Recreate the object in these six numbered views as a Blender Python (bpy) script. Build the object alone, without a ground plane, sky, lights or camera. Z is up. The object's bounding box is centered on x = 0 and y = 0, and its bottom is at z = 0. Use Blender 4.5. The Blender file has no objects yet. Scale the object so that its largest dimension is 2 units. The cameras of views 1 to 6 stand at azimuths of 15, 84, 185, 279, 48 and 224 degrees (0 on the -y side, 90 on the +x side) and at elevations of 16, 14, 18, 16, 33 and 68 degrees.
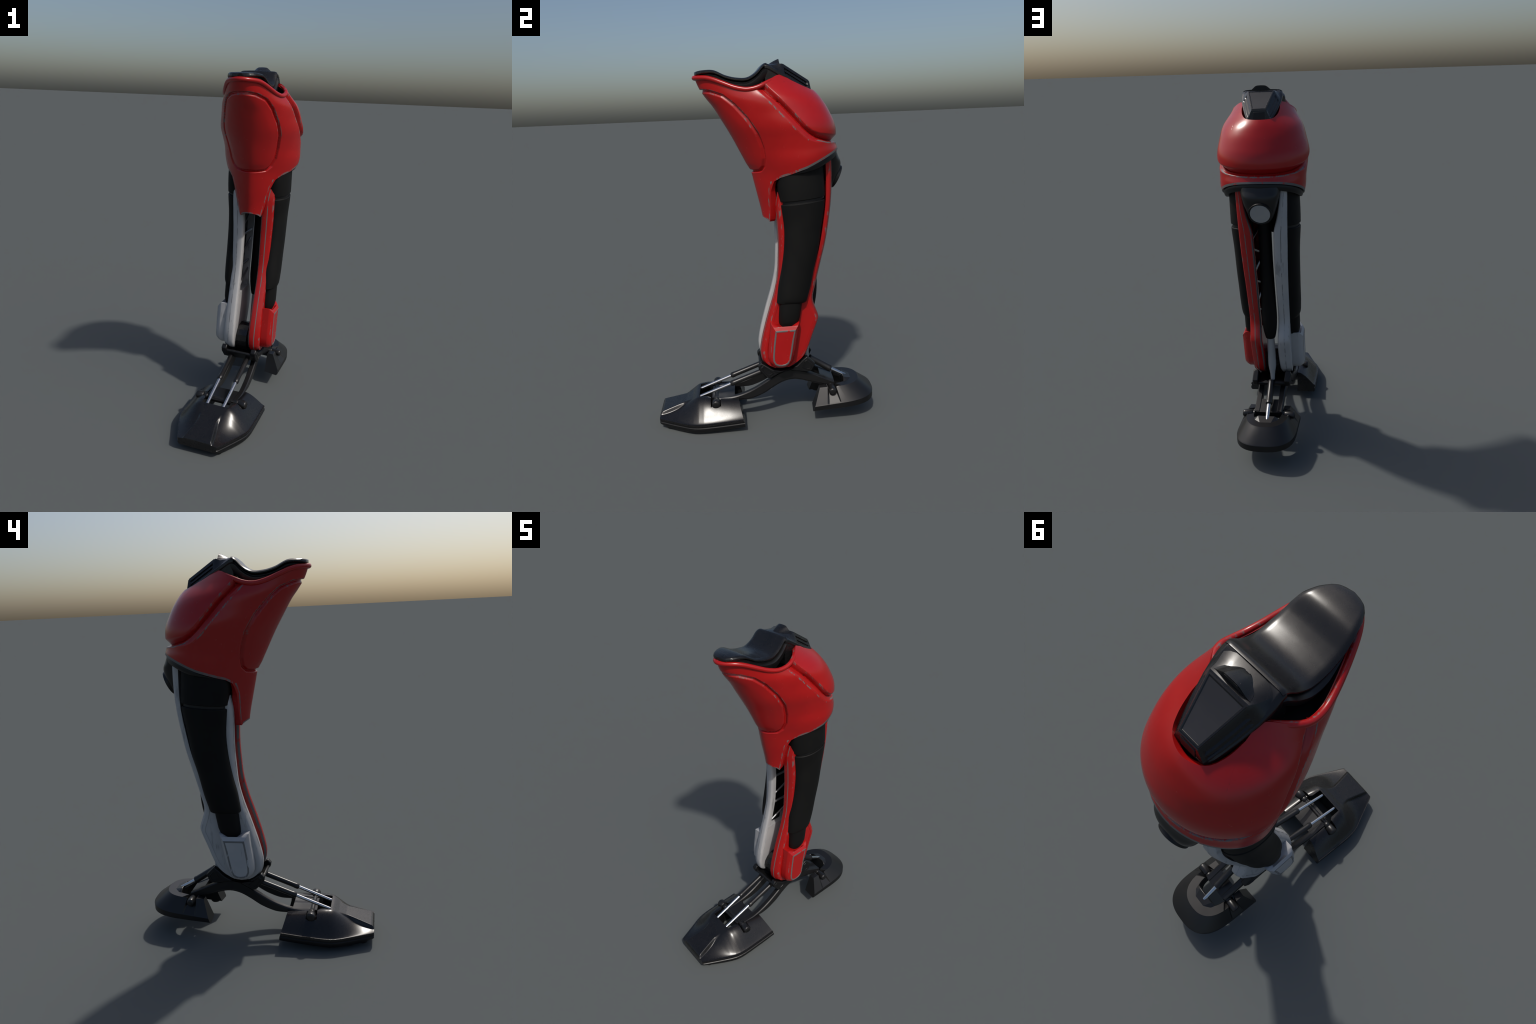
import bpy, bmesh
import numpy as np
from math import sin, cos, pi, radians

# ------------------------------------------------------------------ frames
def leg(P):
    """leg frame: tiny yaw and a slight sideways lean with height"""
    P = np.asarray(P, float); x, y, z = P[:, 0], P[:, 1], P[:, 2]
    t = np.clip((z - 1.25)/.35, 0, 1); t = t*t*(3 - 2*t)
    a = np.radians(1.2 - 1.5*t); c, s = np.cos(a), np.sin(a)          # the knee is turned a little less than the shin
    return np.stack([x*c + y*s + .3*(sin(radians(1.2)) - s) - .002 + .010*(z - .3) + .002*t, -x*s + y*c, z], 1)
def foot(P):
    """foot frame: toes turned a few degrees"""
    P = np.asarray(P, float); a = radians(4.2); c, s = cos(a), sin(a)
    x, y, z = P[:, 0], P[:, 1], P[:, 2]
    return np.stack([x*c + y*s - .008, -x*s + y*c, z - .022*x], 1)

# ------------------------------------------------------------------ materials
def new_mat(name):
    m = bpy.data.materials.new(name); m.use_nodes = True
    nt = m.node_tree; b = nt.nodes["Principled BSDF"]
    return m, nt, b
def noise_ramp(nt, scale, lo, hi, detail=5, stretch=(1, 1, 1), rough=.6):
    tc = nt.nodes.new("ShaderNodeTexCoord"); mp = nt.nodes.new("ShaderNodeMapping")
    mp.inputs["Scale"].default_value = stretch
    n = nt.nodes.new("ShaderNodeTexNoise"); n.inputs["Scale"].default_value = scale
    n.inputs["Detail"].default_value = detail; n.inputs["Roughness"].default_value = rough
    r = nt.nodes.new("ShaderNodeValToRGB")
    r.color_ramp.elements[0].position = lo; r.color_ramp.elements[1].position = hi
    nt.links.new(tc.outputs["Object"], mp.inputs["Vector"])
    nt.links.new(mp.outputs["Vector"], n.inputs["Vector"])
    nt.links.new(n.outputs["Fac"], r.inputs["Fac"])
    return r.outputs["Color"], n.outputs["Fac"]
def mix_col(nt, fac, c1, c2):
    mx = nt.nodes.new("ShaderNodeMix"); mx.data_type = 'RGBA'
    for sock, v in ((mx.inputs[6], c1), (mx.inputs[7], c2)):
        if hasattr(v, "links"): nt.links.new(v, sock)
        else: sock.default_value = (*v, 1)
    nt.links.new(fac, mx.inputs[0])
    return mx.outputs[2]
def bump(nt, b, scale, strength, dist=.002):
    _, f = noise_ramp(nt, scale, 0, 1, 3)
    bp = nt.nodes.new("ShaderNodeBump"); bp.inputs["Strength"].default_value = strength
    bp.inputs["Distance"].default_value = dist
    nt.links.new(f, bp.inputs["Height"]); nt.links.new(bp.outputs["Normal"], b.inputs["Normal"])
def paint(name, base, base2, wear=None, cover=.5, rough=.3, metal=0, coat=0, spec=.5, wscale=38, stretch=(1, 1, .35), grain=0):
    m, nt, b = new_mat(name)
    f, _ = noise_ramp(nt, 9, .3, .7)
    col = mix_col(nt, f, base, base2)
    rr = nt.nodes.new("ShaderNodeMapRange")
    _, f2 = noise_ramp(nt, 22, 0, 1)
    nt.links.new(f2, rr.inputs[0]); rr.inputs[3].default_value = rough - .05; rr.inputs[4].default_value = rough + .06
    if wear is not None:
        w, _ = noise_ramp(nt, wscale, .5 - .35*(cover - .5) - .03, .5 - .35*(cover - .5) + .03, 6, stretch)
        col = mix_col(nt, w, wear, col) if False else mix_col(nt, w, col, wear)
    nt.links.new(col, b.inputs["Base Color"]); nt.links.new(rr.outputs[0], b.inputs["Roughness"])
    b.inputs["Metallic"].default_value = metal
    b.inputs["Specular IOR Level"].default_value = spec
    b.inputs["Coat Weight"].default_value = coat; b.inputs["Coat Roughness"].default_value = .15
    if grain: bump(nt, b, grain, .12, .001)
    return m
RED, RED2 = (.36, .0065, .0065), (.39, .008, .008)
GREY = (.12, .115, .115)
M = {}
M['red'] = paint('red_paint', RED, RED2, rough=.25)
M['red_worn'] = paint('red_paint_chipped', RED, RED2, (.16, .125, .125), .58, rough=.36)
M['red_edge'] = paint('red_paint_bare_edge', RED, RED2, GREY, .8, rough=.4)
M['red_light'] = paint('red_paint_scuffed', RED, RED2, (.19, .10, .10), .30, rough=.34, wscale=55)
M['white'] = paint('pale_grey_paint', (.38, .38, .39), (.44, .435, .43), (.28, .28, .28), .12, rough=.38, wscale=30, stretch=(1, 1, .15))
M['white_worn'] = paint('pale_grey_paint_chipped', (.36, .37, .38), (.40, .40, .40), (.20, .20, .205), .5, rough=.42, wscale=45)
M['white_edge'] = paint('pale_grey_paint_bare', (.34, .35, .37), (.38, .39, .40), (.15, .15, .15), .8, rough=.42, wscale=60)
M['sleeve'] = paint('black_fabric_sleeve', (.0055, .0055, .0055), (.0075, .0075, .007), rough=.6, spec=.16, grain=420)
M['black'] = paint('black_plastic', (.0045, .0045, .005), (.006, .006, .0065), rough=.42, spec=.4)
M['gloss'] = paint('black_gloss_shell', (.0065, .0065, .007), (.009, .0085, .009), rough=.27, spec=.5)
M['satin'] = paint('black_satin_metal', (.007, .007, .0075), (.010, .0095, .0095), rough=.34, spec=.5)
M['rubber'] = paint('black_rubber', (.006, .006, .006), (.008, .008, .008), rough=.6)
M['dark_panel'] = paint('charcoal_panel', (.022, .021, .024), (.026, .025, .028), rough=.5, grain=500)
M['steel'] = paint('polished_steel', (.62, .63, .65), (.55, .56, .58), rough=.22, metal=1)
M['strut'] = paint('dark_steel', (.26, .26, .27), (.32, .32, .33), rough=.4, metal=.6)
M['disc'] = paint('grey_disc', (.34, .345, .35), (.38, .38, .38), rough=.5)

# ------------------------------------------------------------------ mesh helpers
ROOT = bpy.data.objects.new("prosthetic_leg", None)
bpy.context.scene.collection.objects.link(ROOT)
ROOT["label"] = "red and black robotic lower leg with split metal foot"
ROOT["category"] = "prosthetic leg"

def obj(name, V, F, mats, parent=None, frame=leg, mi=None, angle=35, bevel=0, flip=False, mirror=False, weld=False, seg=2):
    V = np.array(V, float)
    if mirror: V[:, 0] *= -1
    if frame: V = frame(V)
    if mirror: flip = not flip
    F = [tuple(int(i) for i in (reversed(f) if flip else f)) for f in F]
    me = bpy.data.meshes.new(name); me.from_pydata(V.tolist(), [], F)
    for k in (mats if isinstance(mats, (list, tuple)) else [mats]): me.materials.append(M[k])
    if mi is not None: me.polygons.foreach_set("material_index", np.asarray(mi, dtype=np.int32))
    me.validate(); me.update()
    if weld:
        bm = bmesh.new(); bm.from_mesh(me); bmesh.ops.remove_doubles(bm, verts=bm.verts, dist=2e-5); bm.to_mesh(me); bm.free(); me.update()
    me.shade_smooth()
    if angle < 180: me.set_sharp_from_angle(angle=radians(angle))
    o = bpy.data.objects.new(name, me); bpy.context.scene.collection.objects.link(o)
    o.parent = parent if parent else ROOT
    if bevel:
        b = o.modifiers.new("bevel", 'BEVEL'); b.width = bevel; b.segments = seg; b.limit_method = 'ANGLE'
        b.angle_limit = radians(30); b.harden_normals = False
    return o

class Geo:
    """accumulates several pieces into one mesh"""
    def __init__(s): s.V = []; s.F = []; s.m = []; s.n = 0
    def add(s, V, F, mi=0):
        V = np.asarray(V, float); s.V.append(V); s.F += [tuple(i + s.n for i in f) for f in F]
        s.m += list(mi) if hasattr(mi, '__len__') else [mi]*len(F); s.n += len(V); return s
    def make(s, name, mats, **k): return obj(name, np.concatenate(s.V), s.F, mats, mi=s.m, **k)

def loft(rings, closed=True, cap=True, col_mat=None):
    R = np.asarray(rings, float); n, m, _ = R.shape
    V = R.reshape(-1, 3); F = []; mi = []
    for i in range(n - 1):
        for j in range(m if closed else m - 1):
            k = (j + 1) % m
            F.append((i*m + j, i*m + k, (i + 1)*m + k, (i + 1)*m + j)); mi.append(col_mat[j] if col_mat else 0)
    if cap:
        F.append(tuple(range(m))[::-1]); F.append(tuple((n - 1)*m + j for j in range(m))); mi += [0, 0]
    return V, F, mi
def cr(pts, n):
    """Catmull-Rom resample of a polyline, uniform in arc length"""
    P = np.asarray(pts, float); Q = np.vstack([2*P[0] - P[1], P, 2*P[-1] - P[-2]]); out = []
    for i in range(1, len(Q) - 2):
        for t in np.linspace(0, 1, 24, endpoint=False):
            a, b, c, d = Q[i-1], Q[i], Q[i+1], Q[i+2]
            out.append(.5*((2*b) + (c - a)*t + (2*a - 5*b + 4*c - d)*t*t + (3*b - a - 3*c + d)*t**3))
    out.append(P[-1]); out = np.array(out)
    L = np.r_[0, np.cumsum(np.linalg.norm(np.diff(out, axis=0), axis=1))]
    return np.stack([np.interp(np.linspace(0, L[-1], n), L, out[:, k]) for k in range(out.shape[1])], 1)
def tab(pairs):
    A = np.array(sorted(pairs)); X, Y = A[:, 0], A[:, 1]
    m = np.gradient(Y, X)
    def f(x):
        x = np.clip(x, X[0], X[-1]); i = np.clip(np.searchsorted(X, x) - 1, 0, len(X) - 2)
        h = X[i+1] - X[i]; t = (x - X[i])/h
        return (2*t**3 - 3*t**2 + 1)*Y[i] + (t**3 - 2*t**2 + t)*h*m[i] + (-2*t**3 + 3*t**2)*Y[i+1] + (t**3 - t**2)*h*m[i+1]
    return f
def lin(pairs):
    A = np.array(sorted(pairs)); return lambda x: np.interp(x, A[:, 0], A[:, 1])
def sstep(a, b, x):
    t = np.clip((x - a)/(b - a), 0, 1); return t*t*(3 - 2*t)
def tube(path, rad, seg=20, ends=True):
    """round bar through path points; rad per point"""
    P = np.asarray(path, float); rad = np.broadcast_to(rad, (len(P),))
    T = np.gradient(P, axis=0); T /= np.linalg.norm(T, axis=1)[:, None]
    up = np.array([0, 0, 1.]) if abs(T[0][2]) < .9 else np.array([1., 0, 0])
    rings = []
    for p, t, r in zip(P, T, rad):
        a = np.cross(t, up); a /= np.linalg.norm(a); b = np.cross(t, a)
        rings.append([p + r*(a*cos(q) + b*sin(q)) for q in np.linspace(0, 2*pi, seg, endpoint=False)])
    V, F, mi = loft(rings, cap=ends)
    return V, [f[::-1] for f in F]
def rod(a, b, prof, seg=24):
    """turned bar from a to b; prof = [(fraction or metres along, radius)]"""
    a, b = np.array(a, float), np.array(b, float); t = b - a; L = np.linalg.norm(t); t /= L
    up = np.array([0, 0, 1.]) if abs(t[2]) < .9 else np.array([1., 0, 0])
    u = np.cross(t, up); u /= np.linalg.norm(u); w = np.cross(t, u)
    rings = [[a + t*L*f + r*(u*cos(q) + w*sin(q)) for q in np.linspace(0, 2*pi, seg, endpoint=False)] for f, r in prof]
    V, F, mi = loft(rings); return V, [f[::-1] for f in F]
def prism(poly, x0, x1):
    """(y,z) outline extruded along x"""
    P = np.asarray(poly, float); n = len(P)
    V = np.vstack([np.c_[np.full(n, x0), P], np.c_[np.full(n, x1), P]])
    F = [(i, (i + 1) % n, n + (i + 1) % n, n + i) for i in range(n)] + [tuple(range(n))[::-1], tuple(range(n, 2*n))]
    return V, F
def box(x0, x1, y0, y1, z0, z1): return prism([(y0, z0), (y1, z0), (y1, z1), (y0, z1)], x0, x1)
def seg_dist(y, z, poly):
    """signed distance to an open polyline in the side plane; positive on its left"""
    P = np.asarray(poly, float); best = np.full(y.shape, 9.); sg = np.ones(y.shape)
    for a, b in zip(P[:-1], P[1:]):
        d = b - a; L2 = d @ d
        t = np.clip(((y - a[0])*d[0] + (z - a[1])*d[1])/L2, 0, 1)
        ey, ez = y - a[0] - t*d[0], z - a[1] - t*d[1]; r = np.hypot(ey, ez)
        c = d[0]*ez - d[1]*ey
        up = r < best - 1e-9; best = np.where(up, r, best); sg = np.where(up, np.sign(c), sg)
    return best*np.where(sg == 0, 1, sg)

# ================================================================== KNEE SHELL
yf = tab([(1.10, .03), (1.17, .024), (1.22, .017), (1.305, -.001), (1.382, -.018), (1.44, -.032), (1.478, -.050), (1.554, -.087), (1.628, -.124),
          (1.715, -.173), (1.778, -.210), (1.86, -.272), (1.93, -.300), (1.96, -.31)])
yb = tab([(1.40, .43), (1.50, .434), (1.541, .434), (1.568, .424), (1.602, .418), (1.64, .416), (1.68, .406), (1.711, .392), (1.771, .360), (1.82, .325), (1.84, .305),
          (1.87, .268), (1.90, .222), (1.93, .17), (1.96, .12)])
ww = tab([(1.10, .13), (1.184, .142), (1.30, .166), (1.386, .187), (1.45, .213), (1.50, .224), (1.56, .224), (1.61, .226), (1.665, .230), (1.735, .219),
          (1.80, .204), (1.86, .169), (1.90, .152), (1.93, .143), (1.96, .135)])
yc = tab([(1.1, .2), (1.38, .21), (1.45, .235), (1.56, .24), (1.62, .225), (1.68, .20), (1.735, .17), (1.8, .12), (1.86, .05), (1.9, .0), (1.93, -.03), (1.96, -.05)])
BF, BB = 1.62, 2.1
AFz = tab([(1.1, 1.55), (1.38, 1.45), (1.45, 1.36), (1.55, 1.45), (1.65, 1.70), (1.76, 1.84), (1.84, 1.86), (1.90, 1.75), (1.96, 1.70)])   # nose bluntness
ABz = tab([(1.1, 2.0), (1.54, 1.95), (1.62, 2.0), (1.70, 2.1), (1.75, 2.1), (1.82, 1.85), (1.86, 1.7), (1.92, 1.65), (1.96, 1.65)])                   # roundness at the back
EPS = .10
def section(th, z):
    s, c = np.abs(np.sin(th)), np.abs(np.cos(th)); fr = np.cos(th) > 0
    a, b = AFz(z), ABz(z)
    rf = s**(2/1.55)
    q = ((rf*rf + EPS**2)**(a/2) - EPS**a)/((1 + EPS**2)**(a/2) - EPS**a)
    x = np.sign(np.sin(th))*ww(z)*np.where(fr, rf, s**(2/b))
    y = np.where(fr, yc(z) - (yc(z) - yf(z))*np.clip(1 - q, 0, 1)**(1/BF), yc(z) + (yb(z) - yc(z))*c**(2/np.minimum(b, BB)))
    x = x - .014*np.exp(-((z - 1.66)/.11)**2)*(x < 0)*s*s*np.where(fr, 1, s**8)      # inner side is a little fuller
    return np.stack([x, y, z + 0*th], -1)
rim_z = tab([(-.33, 1.932), (-.30, 1.928), (-.229, 1.920), (-.168, 1.896), (-.107, 1.870), (-.044, 1.857), (.001, 1.864), (.059, 1.888), (.123, 1.913),
             (.185, 1.882), (.248, 1.853), (.29, 1.838), (.33, 1.834)])
x_edge = lin([(1.392, .131), (1.37, .121), (1.338, .108), (1.259, .088), (1.20, .072), (1.18, .066), (1.165, .056)])
Z0 = 1.392
def th_edge(z): return np.arcsin(np.clip((x_edge(z)/ww(z)), 0, 1)**(1.55/2))
TE = float(th_edge(np.array(Z0)))
YE = float(section(np.array(TE), np.array(Z0))[1])
skirt_z = lin([(YE, Z0), (YE + .03, 1.412), (.154, 1.428), (.233, 1.457), (.299, 1.488), (.364, 1.517), (.41, 1.535), (.45, 1.546)])
def solve_low(th, g, zs):
    """first height at which g turns positive, per column"""
    out = np.zeros_like(th)
    for i, t in enumerate(th):
        y = section(np.full_like(zs, t), zs)[:, 1]; v = g(y, zs); k = np.argmax(v > 0)
        a = v[k-1]/(v[k-1] - v[k]) if k > 0 else 0
        out[i] = zs[k-1] + a*(zs[k] - zs[k-1]) if k > 0 else zs[0]
    return out
NT = 131
th_mid = np.linspace(-TE, TE, NT)
side = TE + (pi - TE)*np.linspace(0, 1, 250)[1:]
th_all = np.r_[-side[::-1], th_mid, side]          # first and last columns meet at the back
ztop = solve_low(th_all, lambda y, z: z - rim_z(y), np.linspace(1.6, 1.958, 700))
zbot = np.where(np.abs(th_all) <= TE + 1e-9, Z0, solve_low(th_all, lambda y, z: z - skirt_z(y), np.linspace(1.33, 1.6, 500)))
NR = 260
GRO = [(-.02, 1.905), (.035, 1.852), (.10, 1.784), (.17, 1.707), (.215, 1.656), (.25, 1.628), (.29, 1.608), (.35, 1.592), (.40, 1.586), (.50, 1.581)]
PAN = [(-.6, 1.860), (-.262, 1.858), (-.226, 1.852), (-.169, 1.830), (-.112, 1.782), (-.051, 1.712), (-.003, 1.636), (.021, 1.568), (.030, 1.51),
       (.027, 1.468), (.012, 1.445), (-.02, 1.4385), (-.6, 1.435)]
def disp(y, z):
    d = seg_dist(y, z, GRO)                       # positive: calf side
    back = sstep(.24, .36, y)
    shelf = .030*(1 - back) + .012*back
    g = np.where(d < 0, -.011*sstep(-shelf, -.004, d), -.013 - .006*back + (.020 + .007*back)*sstep(.000, .020 + .012*back, d)) - .006*np.exp(-(d/.004)**2)
    g = g + .006*back*sstep(0, .03, d)*0
    p = -seg_dist(y, z, PAN)                      # positive: inside the front panel
    q = np.where(p > 0, -.012 + .012*sstep(.001, .014, p) + .003*sstep(.01, .05, p), -.012*(1 - sstep(0, .007, -p)))
    return g + q, d, p
def normals_of(P):
    du = np.gradient(P, axis=0); dv = np.gradient(P, axis=1); n = np.cross(du, dv)
    n /= np.linalg.norm(n, axis=2)[..., None] + 1e-12
    return n
def shell_patch(TH, Z):
    P = section(TH, Z); n = normals_of(P)
    c = P - np.stack([0*Z, yc(Z), Z], -1); sg = np.sign((n*c).sum(-1)); sg[sg == 0] = 1
    n *= sg[..., None]
    g, d, p = disp(P[..., 1], P[..., 2])
    nr_ = Z.shape[1]; win = sstep(0, .06, np.linspace(0, 1, nr_))*(1 - sstep(.96, 1, np.linspace(0, 1, nr_)))
    return P + n*g[..., None], P - n*(.013 + .022*win)[None, :, None], P, d, p
# nonuniform rows: dense at both edges
rows = np.linspace(0, 1, NR)
TH = np.repeat(th_all[:, None], NR, 1); ZZ = zbot[:, None] + (ztop - zbot)[:, None]*rows[None]
O1, I1, B1, D1, P1 = shell_patch(TH, ZZ)
# the tab below
NS = 90; sv = np.linspace(-1, 1, NT); tt = np.linspace(0, 1, NS)
zend = 1.192 - .022*np.abs(sv)**2.5
Zt = zend[:, None] + (Z0 - zend)[:, None]*tt[None]
O2, I2, B2, D2, P2 = shell_patch(sv[:, None]*th_edge(Zt), Zt)
I2 = B2 + np.stack([-.010*np.sign(B2[..., 0]), .013 + .016*sstep(0, .4, 1 - tt)[None]*np.ones_like(B2[..., 0]), 0*B2[..., 0]], -1)   # thicker tongue
shell = Geo(); panel = Geo(); calf = Geo()
def grid_faces(O, I, B, D, P, bottom_wear, top_rim):
    nc, nr = O.shape[:2]; V = O.reshape(-1, 3)
    sel = {'s': [], 'p': [], 'c': []}; ms = []
    mp = []; mc = []
    for i in range(nc - 1):
        for j in range(nr - 1):
            f = (i*nr + j, i*nr + j + 1, (i + 1)*nr + j + 1, (i + 1)*nr + j)
            d = .25*(D[i, j] + D[i+1, j] + D[i, j+1] + D[i+1, j+1]); p = .25*(P[i, j] + P[i+1, j] + P[i, j+1] + P[i+1, j+1])
            x, y, z = B[i, j]
            if p > 0:
                sel['p'].append(f); mp.append(2 if (.006 < p < .012 and z > 1.62) else 0)
            elif d > 0:
                sel['c'].append(f); mc.append(2 if (.012 < d < .020 and y < .24) else 0)
            else:
                sel['s'].append(f)
                h = z - (skirt_z(y) if y > YE else -9)
                m = 0
                if bottom_wear and y > YE and h < .011: m = 1 if y > .2 else 2
                elif -.008 < p < -.0045 and z > 1.62: m = 2
                elif y < .24 and -.034 < d < -.028: m = 2
                elif y > .26 and -.016 < d < -.009: m = 2
                ms.append(m)
    return V, sel, ms, mp, mc
def add_sub(geo, V, faces, mi):
    if not faces: return
    idx = np.unique(np.array(faces).ravel()); mp = -np.ones(len(V), int); mp[idx] = np.arange(len(idx))
    geo.add(V[idx], [tuple(mp[list(f)]) for f in faces], mi)
for (O, I, B, D, P, bw) in ((O1, I1, B1, D1, P1, True), (O2, I2, B2, D2, P2, False)):
    V, sel, ms, mp_, mc = grid_faces(O, I, B, D, P, bw, True)
    if not bw:   # tab: wear along its two side edges and lower edge
        ms = []
        nr = O.shape[1]
        for f in sel['s']:
            i, j = divmod(f[0], nr)
            e = min(i, O.shape[0] - 2 - i)
            ms.append(2 if (e in (4, 5, 6) or j < 3) else 0)
    add_sub(shell, V, sel['s'], ms); add_sub(panel, V, sel['p'], mp_); add_sub(calf, V, sel['c'], mc)
    nc, nr = O.shape[:2]
    # inner skin and rims
    Vi = I.reshape(-1, 3)
    shell.add(Vi, [((i + 1)*nr + j, (i + 1)*nr + j + 1, i*nr + j + 1, i*nr + j) for i in range(nc - 1) for j in range(nr - 1)], 3)
    def strip(a, b, m):
        n = len(a); shell.add(np.vstack([a, b]), [(k, k + 1, n + k + 1, n + k) for k in range(n - 1)], m)
    if bw:
        strip(O[:, -1], I[:, -1], 0)
        k0 = len(side); strip(I[:k0 + 1, 0], O[:k0 + 1, 0], 1); strip(I[-k0 - 1:, 0], O[-k0 - 1:, 0], 1)
    else:
        strip(I[:, 0], O[:, 0], 2); strip(O[0], I[0], 0); strip(I[-1], O[-1], 0)
SH = ['red', 'red_edge', 'red_worn', 'black']
o_shell = shell.make("knee_shell", SH, weld=True, flip=True, angle=60)
panel.make("shin_panel", SH[:1] + ['red_edge', 'red_light'], weld=True, parent=o_shell, flip=True, angle=60)
calf.make("calf_panel", SH[:1] + ['red_edge', 'red_light'], weld=True, parent=o_shell, flip=True, angle=60)
# rolled lip along the upper rim, from one notch round the front to the other
top = B1[:, -1]; keep = np.abs(np.degrees(th_all)) < 179
selr = [i for i in range(len(th_all)) if B1[i, -1][1] < .126]
lip = cr(top[selr][::8], 240)
cen = np.array([0, -.05])
out = lip[:, :2] - cen; out /= np.linalg.norm(out, axis=1)[:, None]
lip[:, :2] += out*.001; lip[:, 2] -= .006
for _ in range(8): lip[1:-1] = (lip[:-2] + 2*lip[1:-1] + lip[2:])/4
r = .0115*np.ones(240); e = np.minimum(np.arange(240), 239 - np.arange(240)); r *= np.clip(.45 + e/30, 0, 1)
V, F = tube(lip, r, 16)
nf = len(F) - 2
mi = []
for k in range(nf):
    q = k % 16; mi.append(1 if q in (10, 11) else 0)
obj("rim_lip", V, F, ['red', 'red_light'], parent=o_shell, mi=mi + [0, 0], angle=180)

# ---- dark liner below the skirt and a floor closing the shell
cols = np.arange(0, len(th_all), 5)
rings = []
for off, dz, sc in ((-.045, .05, 0), (-.014, -.001, 0), (-.010, -.002, 0), (-.006, -.010, 0), (-.006, -.030, 0), (-.010, -.036, 0), (-.030, -.038, 0), (-.06, -.038, 0)):
    yq = section(th_all[cols], zbot[cols])[:, 1]; Zl = zbot[cols] + (dz if dz > -.005 else -.004 + (dz + .004)*sstep(.12, .32, yq))
    P = section(th_all[cols], Zl); c = np.stack([0*Zl, np.full_like(Zl, .15), Zl], 1)
    v = P - c; L = np.linalg.norm(v[:, :2], axis=1)
    q = c + v*((L + off)/L)[:, None]; q[:, 2] = Zl; rings.append(q[:-1])
last = rings[-1].copy(); last[:, :2] = last[:, :2]*.1 + np.array([0, .15])*.9; last[:, 2] = 1.43; rings.append(last)
V, F, _ = loft(rings, cap=False)
obj("skirt_liner", V, F, 'black', parent=o_shell)
zz = 1.79
P = section(th_all[::5], np.full(len(th_all[::5]), zz))[:-1]; P[:, :2] = (P[:, :2] - [0, .1])*.94 + [0, .1]
obj("inner_floor", P, [tuple(range(len(P)))], 'rubber', parent=o_shell)

# ================================================================== CALF JOINT with grey disc
kw = tab([(1.52, .108), (1.50, .104), (1.46, .094), (1.42, .083), (1.39, .073), (1.36, .061), (1.34, .047), (1.327, .030), (1.318, .008)])
ky = tab([(1.52, .428), (1.50, .436), (1.478, .447), (1.459, .450), (1.43, .445), (1.409, .437), (1.355, .412), (1.33, .397), (1.318, .385)])
rings = []
for z in np.r_[np.linspace(1.52, 1.345, 26), np.linspace(1.34, 1.318, 8)]:
    w, b = float(kw(z)), float(ky(z)); f = .29 + .06*(1.52 - z)/.2
    r = []
    for q in np.linspace(0, 2*pi, 48, endpoint=False):
        cx, cy = cos(q), sin(q)
        r.append((w*np.sign(cx)*abs(cx)**.8, (f + b)/2 + (b - f)/2*np.sign(cy)*abs(cy)**.62, z))
    rings.append(r)
V, F, _ = loft(rings); o_knob = obj("calf_joint", V, F, 'satin', flip=True, angle=60)
c = np.array([0, .4275, 1.390]); nrm = np.array([0, .905, -.425]); nrm /= np.linalg.norm(nrm)
u = np.array([1., 0, 0]); v = np.cross(nrm, u)
def ell(rx, ry, h, n=40): return [c + nrm*h + u*rx*cos(t) + v*ry*sin(t) for t in np.linspace(0, 2*pi, n, endpoint=False)]
V, F, _ = loft([ell(.060, .064, -.02), ell(.060, .064, .0075), ell(.057, .061, .0085), ell(.053, .057, .006), ell(.053, .057, -.004)])
obj("disc_socket", V, F, 'black', parent=o_knob)
V, F, _ = loft([ell(.0515, .0555, -.02), ell(.0515, .0555, .006), ell(.050, .054, .0075)])
obj("grey_disc", V, F, 'disc', parent=o_knob)

# ================================================================== SIDE FRAMES
contour = [(.096, 1.330), (.086, 1.26), (.090, 1.165), (.093, 1.067), (.088, .968), (.074, .868), (.050, .767), (.018, .665), (-.012, .562), (-.032, .477),
           (-.037, .423), (-.025, .372), (.018, .339), (.075, .326), (.13, .334), (.195, .376), (.228, .42), (.263, .524), (.290, .598), (.2915, .632),
           (.264, .725), (.283, .815), (.318, .95), (.346, 1.054), (.369, 1.199), (.378, 1.294), (.378, 1.40), (.374, 1.50)]
contour = [(y + .009*float(sstep(1.02, .82, np.array(z))) + (.003 if .5 < z < .75 and y > .2 else 0) + (.005 if z > .85 and y > .2 else 0), z) for y, z in contour]
C = cr(contour, 230)
xo = tab([(1.5, .134), (1.4, .131), (1.2, .125), (.96, .117), (.7, .113), (.4, .112), (.32, .108)])
xp = tab([(.74, .050), (.66, .046), (.60, .043), (.48, .042), (.40, .045), (.32, .052)])   # inner face of the solid ankle plate
xi = tab([(1.5, .098), (1.42, .088), (1.35, .075), (1.28, .058), (1.2, .054), (1.0, .051), (.79, .051), (.6, .047), (.4, .046), (.32, .052)])
Tn = np.gradient(C, axis=0); Tn /= np.linalg.norm(Tn, axis=1)[:, None]
Nn = np.stack([-Tn[:, 1], Tn[:, 0]], 1)      # points inwards (left of travel down the front)
for _ in range(6): Nn[1:-1] = (Nn[:-2] + Nn[1:-1] + Nn[2:])/3
Nn /= np.linalg.norm(Nn, axis=1)[:, None]
prof = [(0, .034), (0, .013), (.035, .006), (.10, .001), (.16, 0), (.50, 0), (.525, .0006), (.575, .0018), (.70, .005), (.90, .011), (.955, .014), (1, .022), (1, .034)]
pm = [0, 3, 3, 0, 0, 1, 1, 0, 0, 2, 2, 0, 0]
rings = []
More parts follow.
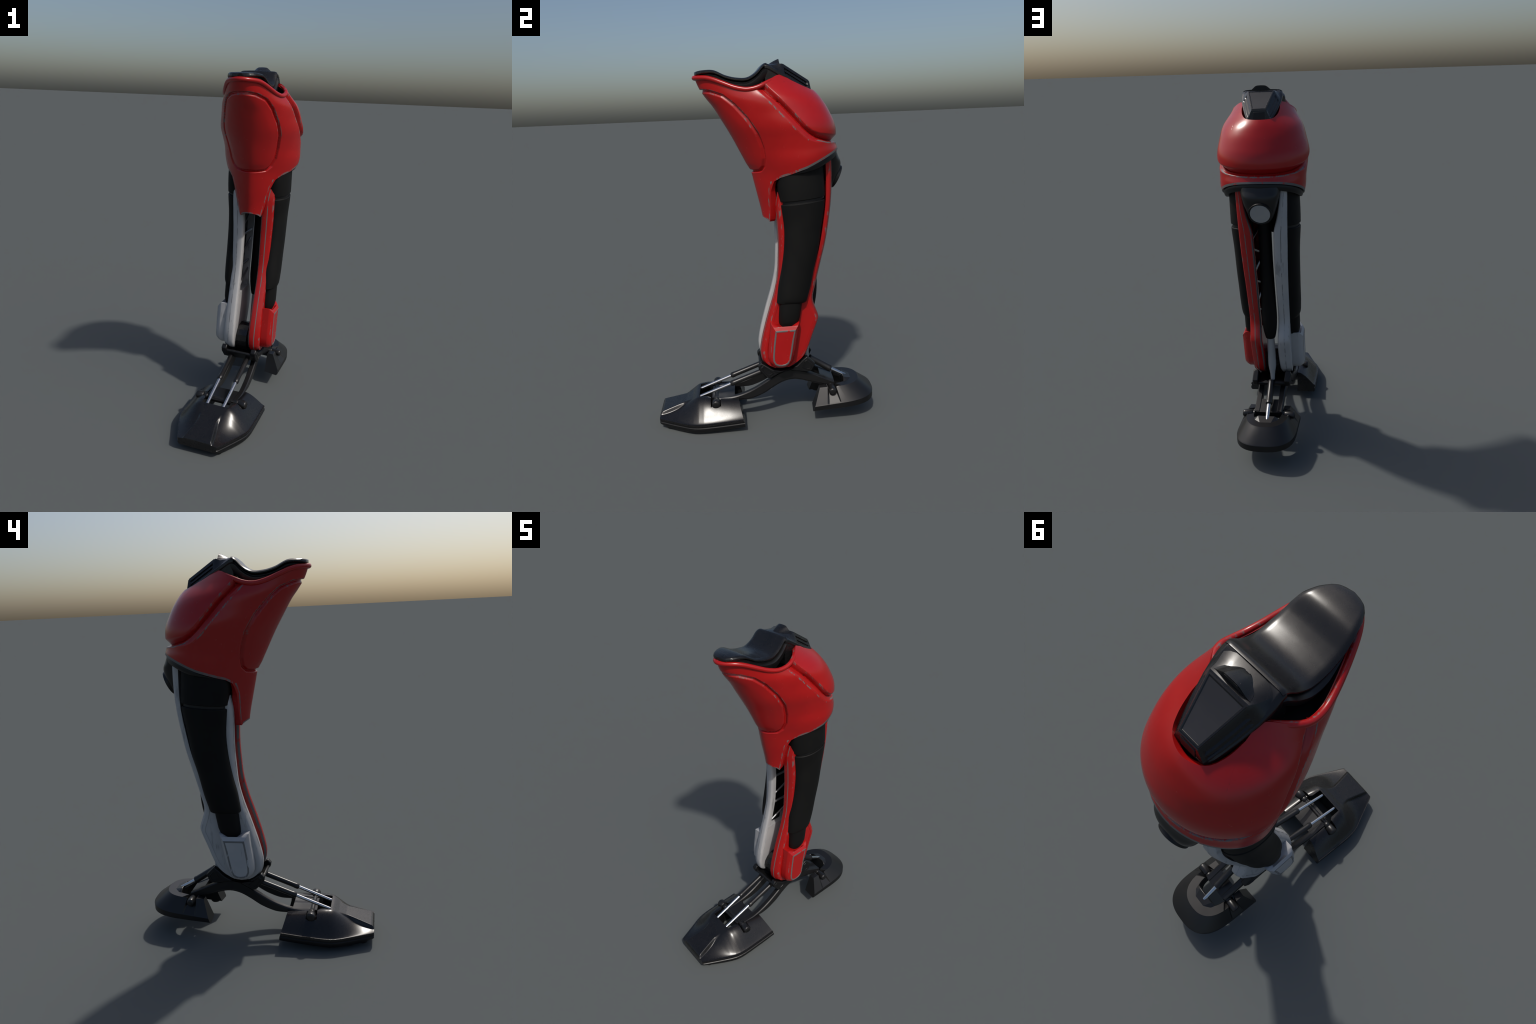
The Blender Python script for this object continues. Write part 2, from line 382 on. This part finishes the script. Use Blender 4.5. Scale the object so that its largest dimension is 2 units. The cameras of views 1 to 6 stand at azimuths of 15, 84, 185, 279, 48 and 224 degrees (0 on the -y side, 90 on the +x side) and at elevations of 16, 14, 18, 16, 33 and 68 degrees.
for (y, z), (ny, nz) in zip(C, Nn):
    a, b = float(xi(z)), float(xo(z))
    rings.append([(a + (b - a)*f, y + ny*d, z + nz*d) for f, d in prof])
fv = Geo(); V, F, mi = loft(rings, col_mat=pm); fv.add(V, F, mi)
k = int(np.argmin(C[:, 1])); cf, cb = C[:k+1][::-1], C[k:]
yfr = lambda z: np.interp(z, cf[:, 1], cf[:, 0])
ybk = lambda z: np.interp(z, cb[:, 1], cb[:, 0])
rings = []
for z in np.linspace(.337, .685, 30):
    a, b = float(xp(z)), float(xo(z)) - .002
    f, g = yfr(z) + .016, ybk(z) - .016
    if g - f < .02: m_ = (f + g)/2; f, g = m_ - .01, m_ + .01
    ys = np.linspace(f, g, 6)
    ring = [(a, y, z) for y in ys] + [(b, y, z) for y in ys[::-1]]
    rings.append(ring)
V, F, mi = loft(rings); fv.add(V, [f[::-1] for f in F], 0)
rings = []
for z in np.linspace(.66, .748, 6):
    a, b = float(xo(z)) - .03, float(xo(z)) - .003; f, g = yfr(z) + .016, ybk(z) - .016; ys = np.linspace(f, g, 6)
    rings.append([(a, y, z) for y in ys] + [(b, y, z) for y in ys[::-1]])
V, F, mi = loft(rings); fv.add(V, [f[::-1] for f in F], 0)

# sleeves (D-shaped, along z)
def sleeve(rows, xin=.082, ex=2.15, seg=56):
    """rows: z, y front, y back, outer x"""
    R = []
    for z, y0, y1, xq in rows:
        xc = .112; r = []
        for q in np.linspace(0, 2*pi, seg, endpoint=False):
            cx, cy = cos(q), sin(q); e = ex if cx > 0 else 4
            h = (xq - xc) if cx > 0 else (xc - xin)
            r.append((xc + h*np.sign(cx)*abs(cx)**(2/e), (y0 + y1)/2 + (y1 - y0)/2*np.sign(cy)*abs(cy)**(2/e), z))
        R.append(r)
    V, F, _ = loft(R); return V, F
s0 = tab([(1.5, .10), (1.38, .098), (1.273, .112), (1.126, .126), (1.03, .122), (.923, .107), (.805, .084), (.725, .074), (.6, .07)])
s1 = tab([(1.5, .325), (1.40, .332), (1.284, .337), (1.126, .314), (1.03, .299), (.923, .274), (.805, .249), (.725, .226), (.6, .2)])
so = tab([(1.5, .187), (1.36, .189), (1.28, .188), (1.17, .181), (.96, .176), (.76, .171), (.72, .168)])
def rowsf(zs, inset=0):
    out = []
    for k, z in enumerate(zs):
        ins = inset + (.004 if k in (0, len(zs) - 1) else 0)
        out.append((z, float(s0(z)) - .004 + ins, float(s1(z)) + .008 - ins, float(so(z)) - ins))
    return out
def slant(V, z_ref, amt, lo):
    """tilt the ends of the sleeve: higher towards the outside / back"""
    return V
for right in (True, False):
    red = right; K = ['red', 'red_edge', 'red_worn', 'red_edge'] if red else ['white', 'white_worn', 'white', 'white']
    if red: K[2] = 'red_light'
    mir = not right
    fr = fv.make("side_frame", K, mirror=mir, flip=True, angle=40)
    up = rowsf(np.r_[1.2925, 1.2955, np.linspace(1.30, 1.50, 12)])
    mn = rowsf(np.r_[.724, .729, .745, np.linspace(.76, 1.266, 30), 1.2735, 1.2775])
    for nm, rw in (("upper_calf_sleeve", up), ("calf_sleeve", mn)):
        if nm == "calf_sleeve":
            rw = [(z, a, b, x - (.010 if z < .726 else .006 if z < .735 else .001 if z < .75 else 0)) for z, a, b, x in rw]
        V, F = sleeve(rw)
        # end planes dip towards the front
        yy = V[:, 1]; dz = (yy - .22)*(.09 if nm else 0)*sstep(1.0, 1.25, V[:, 2]) ; V[:, 2] += dz
        obj(nm, V, F, 'sleeve', parent=fr, mirror=mir, flip=True, angle=40)
    V, F = sleeve(rowsf(np.linspace(1.20, 1.34, 6), .010)); obj("sleeve_core", V, F, 'rubber', parent=fr, mirror=mir, flip=True)
    lw = tab([(.60, .076), (.64, .078), (.70, .083), (.76, .09)]); lb = tab([(.60, .184), (.64, .196), (.70, .206), (.76, .215)])
    V, F = sleeve([(z, float(lw(z)) + i, float(lb(z)) - i, .162 - .004*(z < .64) - i) for z, i in ((.585, .012), (.60, .006), (.612, .001), (.64, 0), (.70, 0), (.76, 0))], ex=2.3)
    obj("ankle_sleeve", V, F, 'sleeve', parent=fr, mirror=mir, flip=True)
    # lattice of thin struts between the rails
    lat = Geo()
    for zh in (.655, .845, 1.035, 1.225):
        ya, yb_ = float(yfr(zh)) + .02, float(ybk(zh)) - .02
        xm = float(xi(zh)) + .012
        lat.add(*tube([(xm, ya, zh), (xm, yb_, zh)], .0075, 10))
        if zh < 1.1:
            z1, z2 = zh + .055, zh + .145
            lat.add(*tube([(xm, float(yfr(z1)) + .02, z1), (xm, float(ybk(z2)) - .02, z2)], .006, 10))
    lat.make("lattice_strut", ['strut'], parent=fr, mirror=mir)
    # ankle pad: stepped plaque with a cup for the sleeve
    po = [(.030, .618), (.026, .57), (.016, .50), (.010, .44), (.011, .405), (.026, .374), (.052, .358), (.080, .354), (.108, .358), (.134, .374),
          (.150, .402), (.160, .45), (.172, .52), (.184, .59), (.187, .618), (.168, .613), (.150, .603), (.135, .594), (.115, .590), (.095, .593), (.078, .602), (.06, .612), (.045, .617)]
    po = np.array(po)
    def inset_poly(d, top):
        P = po.copy(); c0 = np.array([.092, .47])
        Tg = np.roll(P, -1, 0) - np.roll(P, 1, 0); Tg /= np.linalg.norm(Tg, axis=1)[:, None]
        N = np.stack([-Tg[:, 1], Tg[:, 0]], 1)
        P = P + N*d
        if d > .005:
            side_f = po[:7]; side_b = po[9:15]
            yl = np.interp(P[:, 1], side_f[::-1, 1], side_f[::-1, 0]) + d; yr = np.interp(P[:, 1], side_b[:, 1], side_b[:, 0]) - d
            hi = P[:, 1] > .42
            P[:, 0] = np.where(hi, np.clip(P[:, 0], yl, yr), P[:, 0])
            P[15:, 1] = top; P[0, 1] = top; P[14, 1] = top
        P[:, 1] = np.minimum(P[:, 1], top)
        return P
    lay = [(.100, 0, 1), (.148, 0, 1), (.154, .0015, 1), (.166, .010, .604), (.169, .0125, .600), (.178, .022, .586), (.1795, .024, .584), (.1800, .0300, .578), (.1785, .0315, .576)]
    R = [np.c_[np.full(len(po), x + .001), inset_poly(d, tp)] for x, d, tp in lay]
    V, F, _ = loft(R); n = len(po); mi = []
    for i in range(len(R) - 1): mi += [(1 if i in (5, 6, 7) else 2 if i in (3,) else 0)]*n
    obj("ankle_pad", V, F, [K[0], 'red_edge' if red else 'white_edge', K[2]], parent=fr, mirror=mir, mi=mi + [0, 0], flip=False, angle=30)

# ================================================================== CENTRAL PISTON
g = Geo()
path = cr([(0, .285, 1.44), (0, .283, 1.25), (0, .278, 1.0), (0, .272, .83), (0, .266, .72), (0, .258, .625)], 40)
zr = tab([(1.4, .036), (1.1, .036), (.95, .039), (.83, .042), (.74, .043), (.68, .038), (.63, .029), (.62, .026)])
g.add(*tube(path, [float(zr(p[2])) for p in path], 28))
o_p = g.make("calf_piston", ['sleeve'], angle=50)
path = cr([(0, .262, .66), (0, .25, .56), (0, .242, .46), (0, .243, .40), (0, .247, .345)], 20)
V, F = tube(path, [float(tab([(.7, .020), (.5, .023), (.43, .022), (.38, .014), (.34, .012)])(p[2])) for p in path], 20)
obj("piston_rod", V, F, 'disc', parent=o_p)

# ================================================================== KNEE CUSHION
sz = tab([(-.31, 1.944), (-.285, 1.953), (-.25, 1.957), (-.206, 1.955), (-.142, 1.927), (-.092, 1.915), (-.028, 1.918), (.017, 1.947), (.040, 1.971), (.052, 1.979), (.07, 1.979)])
sw = lin([(-.297, .012), (-.294, .03), (-.287, .047), (-.27, .064), (-.245, .079), (-.2, .096), (-.165, .104), (-.1, .110), (-.03, .110), (.044, .105), (.06, .103)])
def cushion(dz0, dz1, inset, y1, nrow=90, widen=0):
    ys = -.297 + inset + (y1 + .297 - inset)*np.linspace(0, 1, nrow)**1.3
    R = []
    for y in ys:
        w = max(float(sw(y - inset*.8)) - inset, .006) + widen*float(sstep(-.22, -.05, np.array(y))*(1 - sstep(.03, .10, np.array(y)))); t = float(sz(y)) + dz0; b = float(sz(y)) + dz1
        xs = np.linspace(-1, 1, 25); r = []
        for q in xs: r.append((w*q, y, t - .004*q*q - .006*max(0, abs(q) - .9)/.1))
        r += [(w*1.0, y, t - .016), (w*.96, y, b), (-w*.96, y, b), (-w*1.0, y, t - .016)]
        R.append(r)
    V, F, _ = loft(R)
    low = np.clip((sz(V[:, 1]) + dz0 - V[:, 2] - .016)/.1, 0, 1.5)      # follows the shell, which leans back below the rim
    V[:, 1] += low*np.clip((.05 - V[:, 1])/.35, 0, 1)*.085; V[:, 0] *= 1 - .15*low
    return V, F
V, F = cushion(0, -.020, 0, .062); o_c = obj("knee_cushion", V, F, 'gloss', angle=40, flip=True)
V, F = cushion(-.026, -.075, .009, .12, widen=.020); 
obj("cushion_base", V, F, 'satin', parent=o_c, angle=40, flip=True)
V, F = cushion(-.015, -.05, .012, .10); obj("cushion_seam", V, F, 'rubber', parent=o_c, angle=40, flip=True)
# hood behind the cushion ridge: sloping base, boxed cover on top
hb = lin([(.045, .106), (.09, .109), (.14, .103), (.20, .090), (.25, .076), (.292, .060)]); hz = lin([(.045, 1.976), (.065, 1.974), (.292, 1.842)])
R = []
for y in np.linspace(.050, .292, 14):
    w, t = float(hb(y)), float(hz(y))
    R.append([(-w*.86, y, t), (w*.86, y, t), (w, y, t - .010), (w*1.0, y, t - .024), (w*.97, y, t - .028), (w*.95, y, t - .14), (-w*.95, y, t - .14), (-w*.97, y, t - .028), (-w, y, t - .024), (-w, y, t - .010)])
V, F, _ = loft(R); o_h = obj("knee_hood", V, F, 'gloss', parent=o_c, angle=25, flip=True, bevel=.003)
bt = lin([(.050, .098), (.075, .090), (.14, .069), (.286, .036)]); bz = lin([(.050, 1.974), (.09, 1.976), (.14, 1.974), (.286, 1.886)])
R = []
for y in np.r_[.051, .058, .065, .085, .10, .115, .124, .132, .14, .150, .157, .165, .20, .24, .270, .277, .286]:
    w, t = float(bt(y)), float(bz(y)); base = float(hz(y)) - .012; wb = float(hb(y)) - .0015; yo = .006*(y > .28)
    h = max(t - base, .004)
    rec = .006*float(sstep(.150, .157, np.array(y))*(1 - sstep(.272, .279, np.array(y))))
    cr_ = 1 - float(sstep(.115, .14, np.array(y))); t0 = t; t = t - .010*cr_; h = max(t - base, .004)
    half = [(w*.45, t0), (w*.8, t0 - .0035*cr_), (w*.999, t), (w + .002, t - .0025)] + [(w + .002 + (wb - w - .002)*q - (rec if ins else 0), t - .0025 - (h - .0025)*q) for q, ins in ((.20, 0), (.24, 1), (.46, 1), (.50, 0), (.56, 0), (.60, 1), (.76, 1), (.80, 0))] + [(wb, base)]
    R.append([(-a_, y + yo*(t - b_)/max(h, .01), b_) for a_, b_ in half[::-1]] + [(a_, y + yo*(t - b_)/max(h, .01), b_) for a_, b_ in half])
V, F, _ = loft(R); obj("hood_cover", V, F, 'gloss', parent=o_c, angle=22, flip=True)
# trapezoid plate with a raised frame on the cover
def on_top(x, s, h):   # s 0..1 down the slope
    y = .143 + (.283 - .143)*s; return (x, y, float(bz(y)) + h)
g = Geo()
def trap(ins, h):
    return [on_top(q*(float(bt(.143 + .14*s)) - ins), s, h) for s, q in ((.02 + ins*6.5, -1), (.02 + ins*6.5, 1), (1 - ins*6, 1), (1 - ins*6, -1))]
V, F, _ = loft([trap(.000, -.002), trap(.001, .003), trap(.005, .004), trap(.007, .0015), trap(.008, .001)])
obj("cover_plate", V, F[:-1] + [F[-1]], ['gloss', 'dark_panel'], parent=o_c, mi=[0]*(len(F) - 1) + [1], flip=True, angle=20)
# rear face inset
V, F = prism([(.288, 1.838), (.2945, 1.838), (.2895, 1.876), (.283, 1.876)], -.028, .028)
obj("cover_vent", V, F, 'black', parent=o_c, bevel=.002)
# nub with a rear-facing slot
R = []
for t in np.linspace(0, 1, 14):
    y = .068 + .064*t; z0 = -.010*(1 - t)**2; h = .027*t**.8; w0 = .022 + .042*t**.6; w1 = .006 + .018*t
    R.append([(-w0, y, 1.960), (-w0, y, 1.9745 + z0), (-w0*.93, y, 1.9755 + z0)] + [(-w1 - (w0*.9 - w1)*(1 - q), y, 1.976 + z0 + (h - .003*t)*sstep(-.1, 1.1, np.array(q)).item()) for q in (.2, .4, .6, .8, 1)]
             + [(-w1*.6, y, 1.974 + z0 + h), (0, y, 1.9745 + z0 + h), (w1*.6, y, 1.974 + z0 + h)] + [(w1 + (w0*.9 - w1)*(1 - q), y, 1.976 + z0 + (h - .003*t)*sstep(-.1, 1.1, np.array(q)).item()) for q in (1, .8, .6, .4, .2)]
             + [(w0*.93, y, 1.9755 + z0), (w0, y, 1.9745 + z0), (w0, y, 1.960)])
V, F, _ = loft(R); o_n = obj("hood_nub", V, F, 'gloss', parent=o_c, flip=False, angle=50)
V = [(-.040, .1325, 1.9765), (.040, .1325, 1.9765), (.023, .1335, 1.9965), (-.023, .1335, 1.9965), (-.040, .122, 1.9765), (.040, .122, 1.9765), (.023, .122, 1.9965), (-.023, .122, 1.9965)]
obj("nub_slot", V, [(0, 1, 2, 3), (4, 7, 6, 5), (0, 4, 5, 1), (1, 5, 6, 2), (2, 6, 7, 3), (3, 7, 4, 0)], 'rubber', parent=o_n)

# ================================================================== ANKLE BRACKET (foot frame)
g = Geo()
sp = [(-.024, .372), (-.042, .352), (-.038, .330), (.004, .280), (.024, .275), (.083, .307), (.153, .318), (.236, .303), (.262, .308), (.283, .350), (.236, .397),
      (.212, .378), (.18, .345), (.14, .325), (.09, .318), (.04, .328)]
for s in (1, -1):
    a, b = sorted((s*.078, s*.110)); g.add(*prism(sp, a, b))
g.add(*prism([(-.038, .335), (.004, .282), (.024, .279), (.083, .296), (.153, .303), (.24, .304), (.262, .310), (.272, .333), (.25, .338), (.2, .322), (.1, .318), (.02, .318), (-.028, .346)], -.08, .08))
o_b = g.make("ankle_bracket", ['black'], frame=foot, angle=25, bevel=.005)
for s in (1, -1):   # recessed pockets, drawn as raised frames
    for poly in ([(-.030, .345), (.006, .292), (.022, .288), (.050, .303), (.03, .318), (-.016, .358)], [(.205, .330), (.232, .314), (.256, .318), (.270, .346), (.236, .382), (.222, .372)]):
        c0 = np.mean(poly, 0); q = [tuple(c0 + (np.array(p) - c0)*.86) for p in poly]; q2 = [tuple(c0 + (np.array(p) - c0)*.7) for p in poly]
        R = [[(s*xx, *p) for p in pp] for xx, pp in ((.108, poly), (.1125, q), (.1125, q2), (.1105, [tuple(c0 + (np.array(p) - c0)*.66) for p in poly]))]
        V, F, _ = loft(R); obj("bracket_pocket", V, F, 'black', parent=o_b, frame=foot, angle=25, flip=(s < 0))
# hub
hub = Geo()
def wheel(x0, x1, r, n, cy=.092, cz=.400, rot=0):
    R = [[(x, cy + r_*cos(t + rot), cz + r_*sin(t + rot)) for t in np.linspace(0, 2*pi, n, endpoint=False)] for x, r_ in ((x0, r - .006), (x0 + .004, r), (x1 - .004, r), (x1, r - .006))]
    V, F, _ = loft(R); return V, F
hub.add(*wheel(-.036, .036, .090, 16)); hub.add(*wheel(-.052, -.040, .086, 36)); hub.add(*wheel(.040, .052, .086, 36)); hub.add(*wheel(-.06, .06, .075, 36))
hub.make("ankle_hub", ['gloss'], parent=o_b, frame=foot, angle=20, bevel=0)

# ================================================================== FOOT SPRING (two bent arms and webs)
at = tab([(-.32, .160), (-.273, .161), (-.167, .172), (-.084, .201), (.006, .252), (.072, .292), (.119, .308), (.166, .309), (.235, .290), (.317, .253), (.387, .221), (.41, .212)])
ab = tab([(-.32, .139), (-.273, .140), (-.162, .147), (-.086, .161), (-.014, .189), (.052, .229), (.094, .250), (.153, .262), (.211, .252), (.281, .223), (.351, .194), (.41, .170)])
g = Geo()
for s in (1, -1):
    R = []
    for y in np.linspace(-.305, .392, 70):
        t, b = float(at(y)), float(ab(y)) - .013*float(sstep(-.2, -.08, np.array(y))*(1 - sstep(.22, .36, np.array(y)))); o = float(np.interp(y, [-.3, -.2, 0, .26, .4], [.096, .098, .094, .081, .080])); i = o - .032; k = .005
        yi = y
        r = [(i, yi, b + k), (i, yi, t - k), (i + k, yi, t), (o - k, yi, t), (o, yi, t - k), (o, yi, b + k*2.2), (o - k*1.2, yi, b + k), (o - k*1.2, yi, b), (i + k, yi, b)]
        if s < 0: r = [(-a, y_, z_) for a, y_, z_ in r][::-1]
        R.append(r)
    V, F, _ = loft(R); g.add(V, [f[::-1] for f in F])
for y0, y1 in ((-.315, -.185), (.315, .395)):
    R = []
    for y in np.linspace(y0, y1, 14):
        t, b = float(at(y)) - .004, float(ab(y)) + .003
        R.append([(-.07, y, b), (.07, y, b), (.07, y, t), (-.07, y, t)])
    V, F, _ = loft(R); g.add(V, [f[::-1] for f in F])
o_s = g.make("foot_spring", ['satin'], frame=foot, flip=True, angle=30)
def capsule_pin(name, y, z, r, xa, xb, rbar):
    V, F = rod((-xa - .01, y, z), (xa + .01, y, z), [(0, rbar), (1, rbar)], 20); bar = obj(name, V, F, 'satin', frame=foot, parent=o_s)
    for s in (1, -1):
        L = xb - xa
        V, F = rod((s*xa, y, z), (s*xb, y, z), [(0, r*.7), (.04, r*.9), (.10, r), (.78, r), (.88, r*.95), (.95, r*.82), (.99, r*.6), (1, r*.3)], 24)
        obj("pivot_pin", V, F, 'satin', frame=foot, parent=bar, angle=50)
        V, F = rod((s*(xa - .022), y, z), (s*(xa + .002), y, z), [(0, rbar*1.35), (.1, rbar*1.5), (.9, rbar*1.5), (1, rbar*1.3)], 20)
        obj("pin_collar", V, F, 'satin', frame=foot, parent=bar, angle=50)
capsule_pin("toe_axle", -.290, .152, .0245, .106, .155, .0125)
capsule_pin("heel_axle", .375, .191, .0215, .090, .152, .0125)

# dampers
def damper(a, m, b, r1, r2):
    a, m, b = map(np.array, (a, m, b))
    V, F = rod(a, m, [(0, r1), (.86, r1), (.88, r1*1.08), (.965, r1*1.08), (1, r1*.8)], 22)
    o = obj("damper_sleeve", V, F, 'satin', frame=foot, angle=40)
    V, F = rod(m - (m - a)*.05, b, [(0, r2), (1, r2)], 18); obj("damper_rod", V, F, 'steel', frame=foot, parent=o)
for s in (1, -1): damper((s*.052, -.012, .300), (s*.051, -.204, .228), (s*.049, -.384, .158), .0150, .0092)
damper((.0, .262, .340), (-.004, .384, .260), (-.007, .468, .212), .019, .0115)

# ================================================================== TOE SHOE (height field over its plan outline)
Xl = lin([(-.622, .108), (-.612, .118), (-.600, .124), (-.50, .170), (-.42, .207), (-.36, .214), (-.12, .214)])
def Xh(y):
    k = .03*np.clip((y + .60)/.05, 0, 1); return (Xl(y - k) + 2*Xl(y) + Xl(y + k))/4
lipz = tab([(-.622, .070), (-.60, .069), (-.42, .066), (-.28, .074), (-.13, .088)])
solez = tab([(-.622, .034), (-.60, .029), (-.42, .016), (-.28, .026), (-.13, .042)])
hump = tab([(-.622, .074), (-.60, .077), (-.55, .087), (-.51, .100), (-.47, .122), (-.43, .150), (-.40, .168), (-.37, .172), (-.28, .166), (-.17, .160), (-.12, .158)])
nose = lin([(-.622, .070), (-.612, .086), (-.603, .092), (-.47, .132), (-.38, .172), (-.3, .172)])
xt = tab([(-.622, .05), (-.5, .056), (-.43, .070), (-.38, .084), (-.31, .098), (-.22, .103), (-.12, .104)])
def shoe_top(f, y):
    """height at fraction f (0 centre .. 1 lip) of station y"""
    X = float(Xh(y)); x = f*X; L = float(lipz(y)); H = float(hump(y)); t = float(xt(y))
    a = np.clip((x - t)/(X - .004 - t), 0, 1)
    side = L + (H - L)*(1 - a**1.7)**1.25
    z = np.where(x < t, H, side)
    nw = np.interp(y, [-.615, -.48, -.42], [.080, .054, .062])
    k = 1 - sstep(nw - .006, nw + .010, x)
    N = float(nose(y)); z = np.maximum(z, z + (N - z)*k)
    # pocket round the pivot pin
    py = 1 - sstep(.024, .030, abs(y + .290)); px = sstep(.090, .098, x)*(1 - sstep(.138, .146, x))
    z = z - .026*py*px*np.ones_like(z)
    return x, z
ST = np.r_[np.linspace(-.618, -.392, 76), -.3885, -.3875, np.linspace(-.384, -.150, 78)]
fr_ = np.r_[np.linspace(0, 1, 90)]
def shoe_ring(y, wing=0):
    x, z = shoe_top(fr_, y); X = float(Xh(y)); L = float(lipz(y)); S = float(solez(y))
    if wing:
        xw = float(np.interp(y, [-.388, -.335, -.31], [.078, .080, .0985])); xx = np.maximum(x, xw); z = np.interp(xx, x, z); x = xx
    pr = list(zip(x, z)) + [(X, L - .003), (X + .001, L - .010), (X - .003, L - .013), (X - .003, L - .020), (X + .001, L - .023), (X + .001, S + .010), (X - .006, S), (xw if wing else 0, S)]
    k = float(sstep(-.36, -.15, np.array(y)))               # rear end leans forward at the top
    return [(px, y + k*((1 - min(max((pz - .06)/.10, 0), 1))*.032 - .012), pz) for px, pz in pr]
shoe = Geo(); nf_ = len(fr_)
R = []
for y in ST[ST < -.388]:
    ring = shoe_ring(y); R.append(ring + [(-a_, b_, c_) for a_, b_, c_ in ring[::-1]])
V, F, mi = loft(R); npf = len(R[0]); col = [0]*npf
for j in range(nf_ + 1, nf_ + 7): col[j] = 1; col[npf - 2 - j] = 1
shoe.add(V, F, [col[i % npf] for i in range(len(F) - 2)] + [0, 0])
R = [shoe_ring(y, 1) for y in np.r_[ST[ST < -.388][-1], ST[ST > -.388]]]
V, F, mi = loft(R); npf = len(R[0]); col = [1 if nf_ < j < nf_ + 7 else 0 for j in range(npf)]
mi = [col[i % npf] for i in range(len(F) - 2)] + [0, 0]
shoe.add(V, F, mi); shoe.add(np.array(V)*[-1, 1, 1], [f[::-1] for f in F], mi)
o_t = shoe.make("toe_shoe", ['gloss', 'black'], weld=True, frame=foot, angle=40)
def stud(name, x, y, zt, zb, rx, ry, par):
    R = [[(x + rx*k*cos(t), y + ry*k*sin(t), z) for t in np.linspace(0, 2*pi, 20, endpoint=False)] for k, z in ((1.1, zt), (1, zb + .004), (.85, zb))]
    V, F, _ = loft(R); obj(name, V, F, 'rubber', frame=foot, parent=par, flip=True)
for y in (-.56, -.49, -.42, -.35, -.27, -.19):
    for f in ((-.72, -.25, .25, .72) if y < -.41 else (-.74, .74)):
        zs = float(solez(y)); xq = f*float(Xh(y)); stud("tread_stud", xq, y, zs + .004, max(.022*(xq + .024), zs - .016), .022, .024, o_t)

# ================================================================== HEEL SHOE (horseshoe sweep)
def ush(a, y0, ycn, yr, n, m=64):
    """horseshoe: straight flank from y0 to ycn then rounded end"""
    pts = [(a, y) for y in np.linspace(y0, ycn, 44)[:-1]]
    for q in np.linspace(0, pi/2, m//2): pts.append((a*cos(q)**(2/n), ycn + (yr - ycn)*sin(q)**(2/n)))
    P = np.array(pts); return np.vstack([P, (P*[-1, 1])[::-1][1:]])
base = lambda y: .083 + .072*(y - .26)
lay = [(ush(.080, .262, .38, .462, 2.6), lambda y: base(y) + .008), (ush(.160, .258, .42, .616, 2.7), lambda y: base(y)), (ush(.168, .262, .42, .624, 2.7), lambda y: base(y) + .006),
       (ush(.168, .270, .42, .624, 2.7), lambda y: base(y) + .030 + .03*(y - .26)), (ush(.164, .273, .42, .620, 2.7), lambda y: base(y) + .036 + .03*(y - .26)),
       (ush(.121, .303, .40, .545, 2.4), lambda y: .200 + .05*(y - .3)), (ush(.118, .304, .40, .541, 2.4), lambda y: .204 + .05*(y - .3)),
       (ush(.082, .304, .38, .492, 2.3), lambda y: .204 + .05*(y - .3)), (ush(.079, .304, .38, .488, 2.3), lambda y: .200 + .05*(y - .3))]
R = [np.c_[P, [f(y) for y in P[:, 1]]] for P, f in lay]
for k in (5, 6, 7, 8):                      # saddles for the heel pins
    R[k][:, 2] -= .026*(1 - sstep(.021, .026, np.abs(R[k][:, 1] - .375)))*(np.abs(R[k][:, 0]) > .06)
R = np.array(R).transpose(1, 0, 2)          # along the path
cm = [1, 1, 1, 0, 0, 0, 0, 0, 1]
V, F, mi = loft(R, col_mat=cm); o_h2 = obj("heel_shoe", V, F, ['satin', 'black'], frame=foot, mi=mi, angle=30, flip=True)
V = [(-.078, .447, .206), (.078, .447, .206), (.046, .452, .229), (-.046, .452, .229), (-.070, .478, .206), (.070, .478, .206), (.030, .500, .212), (-.030, .500, .212),
     (-.07, .455, .14), (.07, .455, .14), (.06, .49, .14), (-.06, .49, .14)]
F = [(0, 1, 2, 3), (1, 5, 2), (0, 3, 4), (2, 5, 6), (3, 7, 4), (2, 6, 7, 3), (0, 8, 9, 1), (1, 9, 10, 5), (0, 4, 11, 8), (4, 7, 6, 5, 10, 11), (8, 11, 10, 9)]
obj("rod_anchor", V, F, 'satin', frame=foot, parent=o_h2, angle=20, bevel=.003)
for y in (.31, .40, .49):
    for s in (-1, 1):
        zb = base(y); stud("heel_stud", s*.115 if y < .48 else s*.085, y, zb + .004, zb - .014, .022, .026, o_h2)
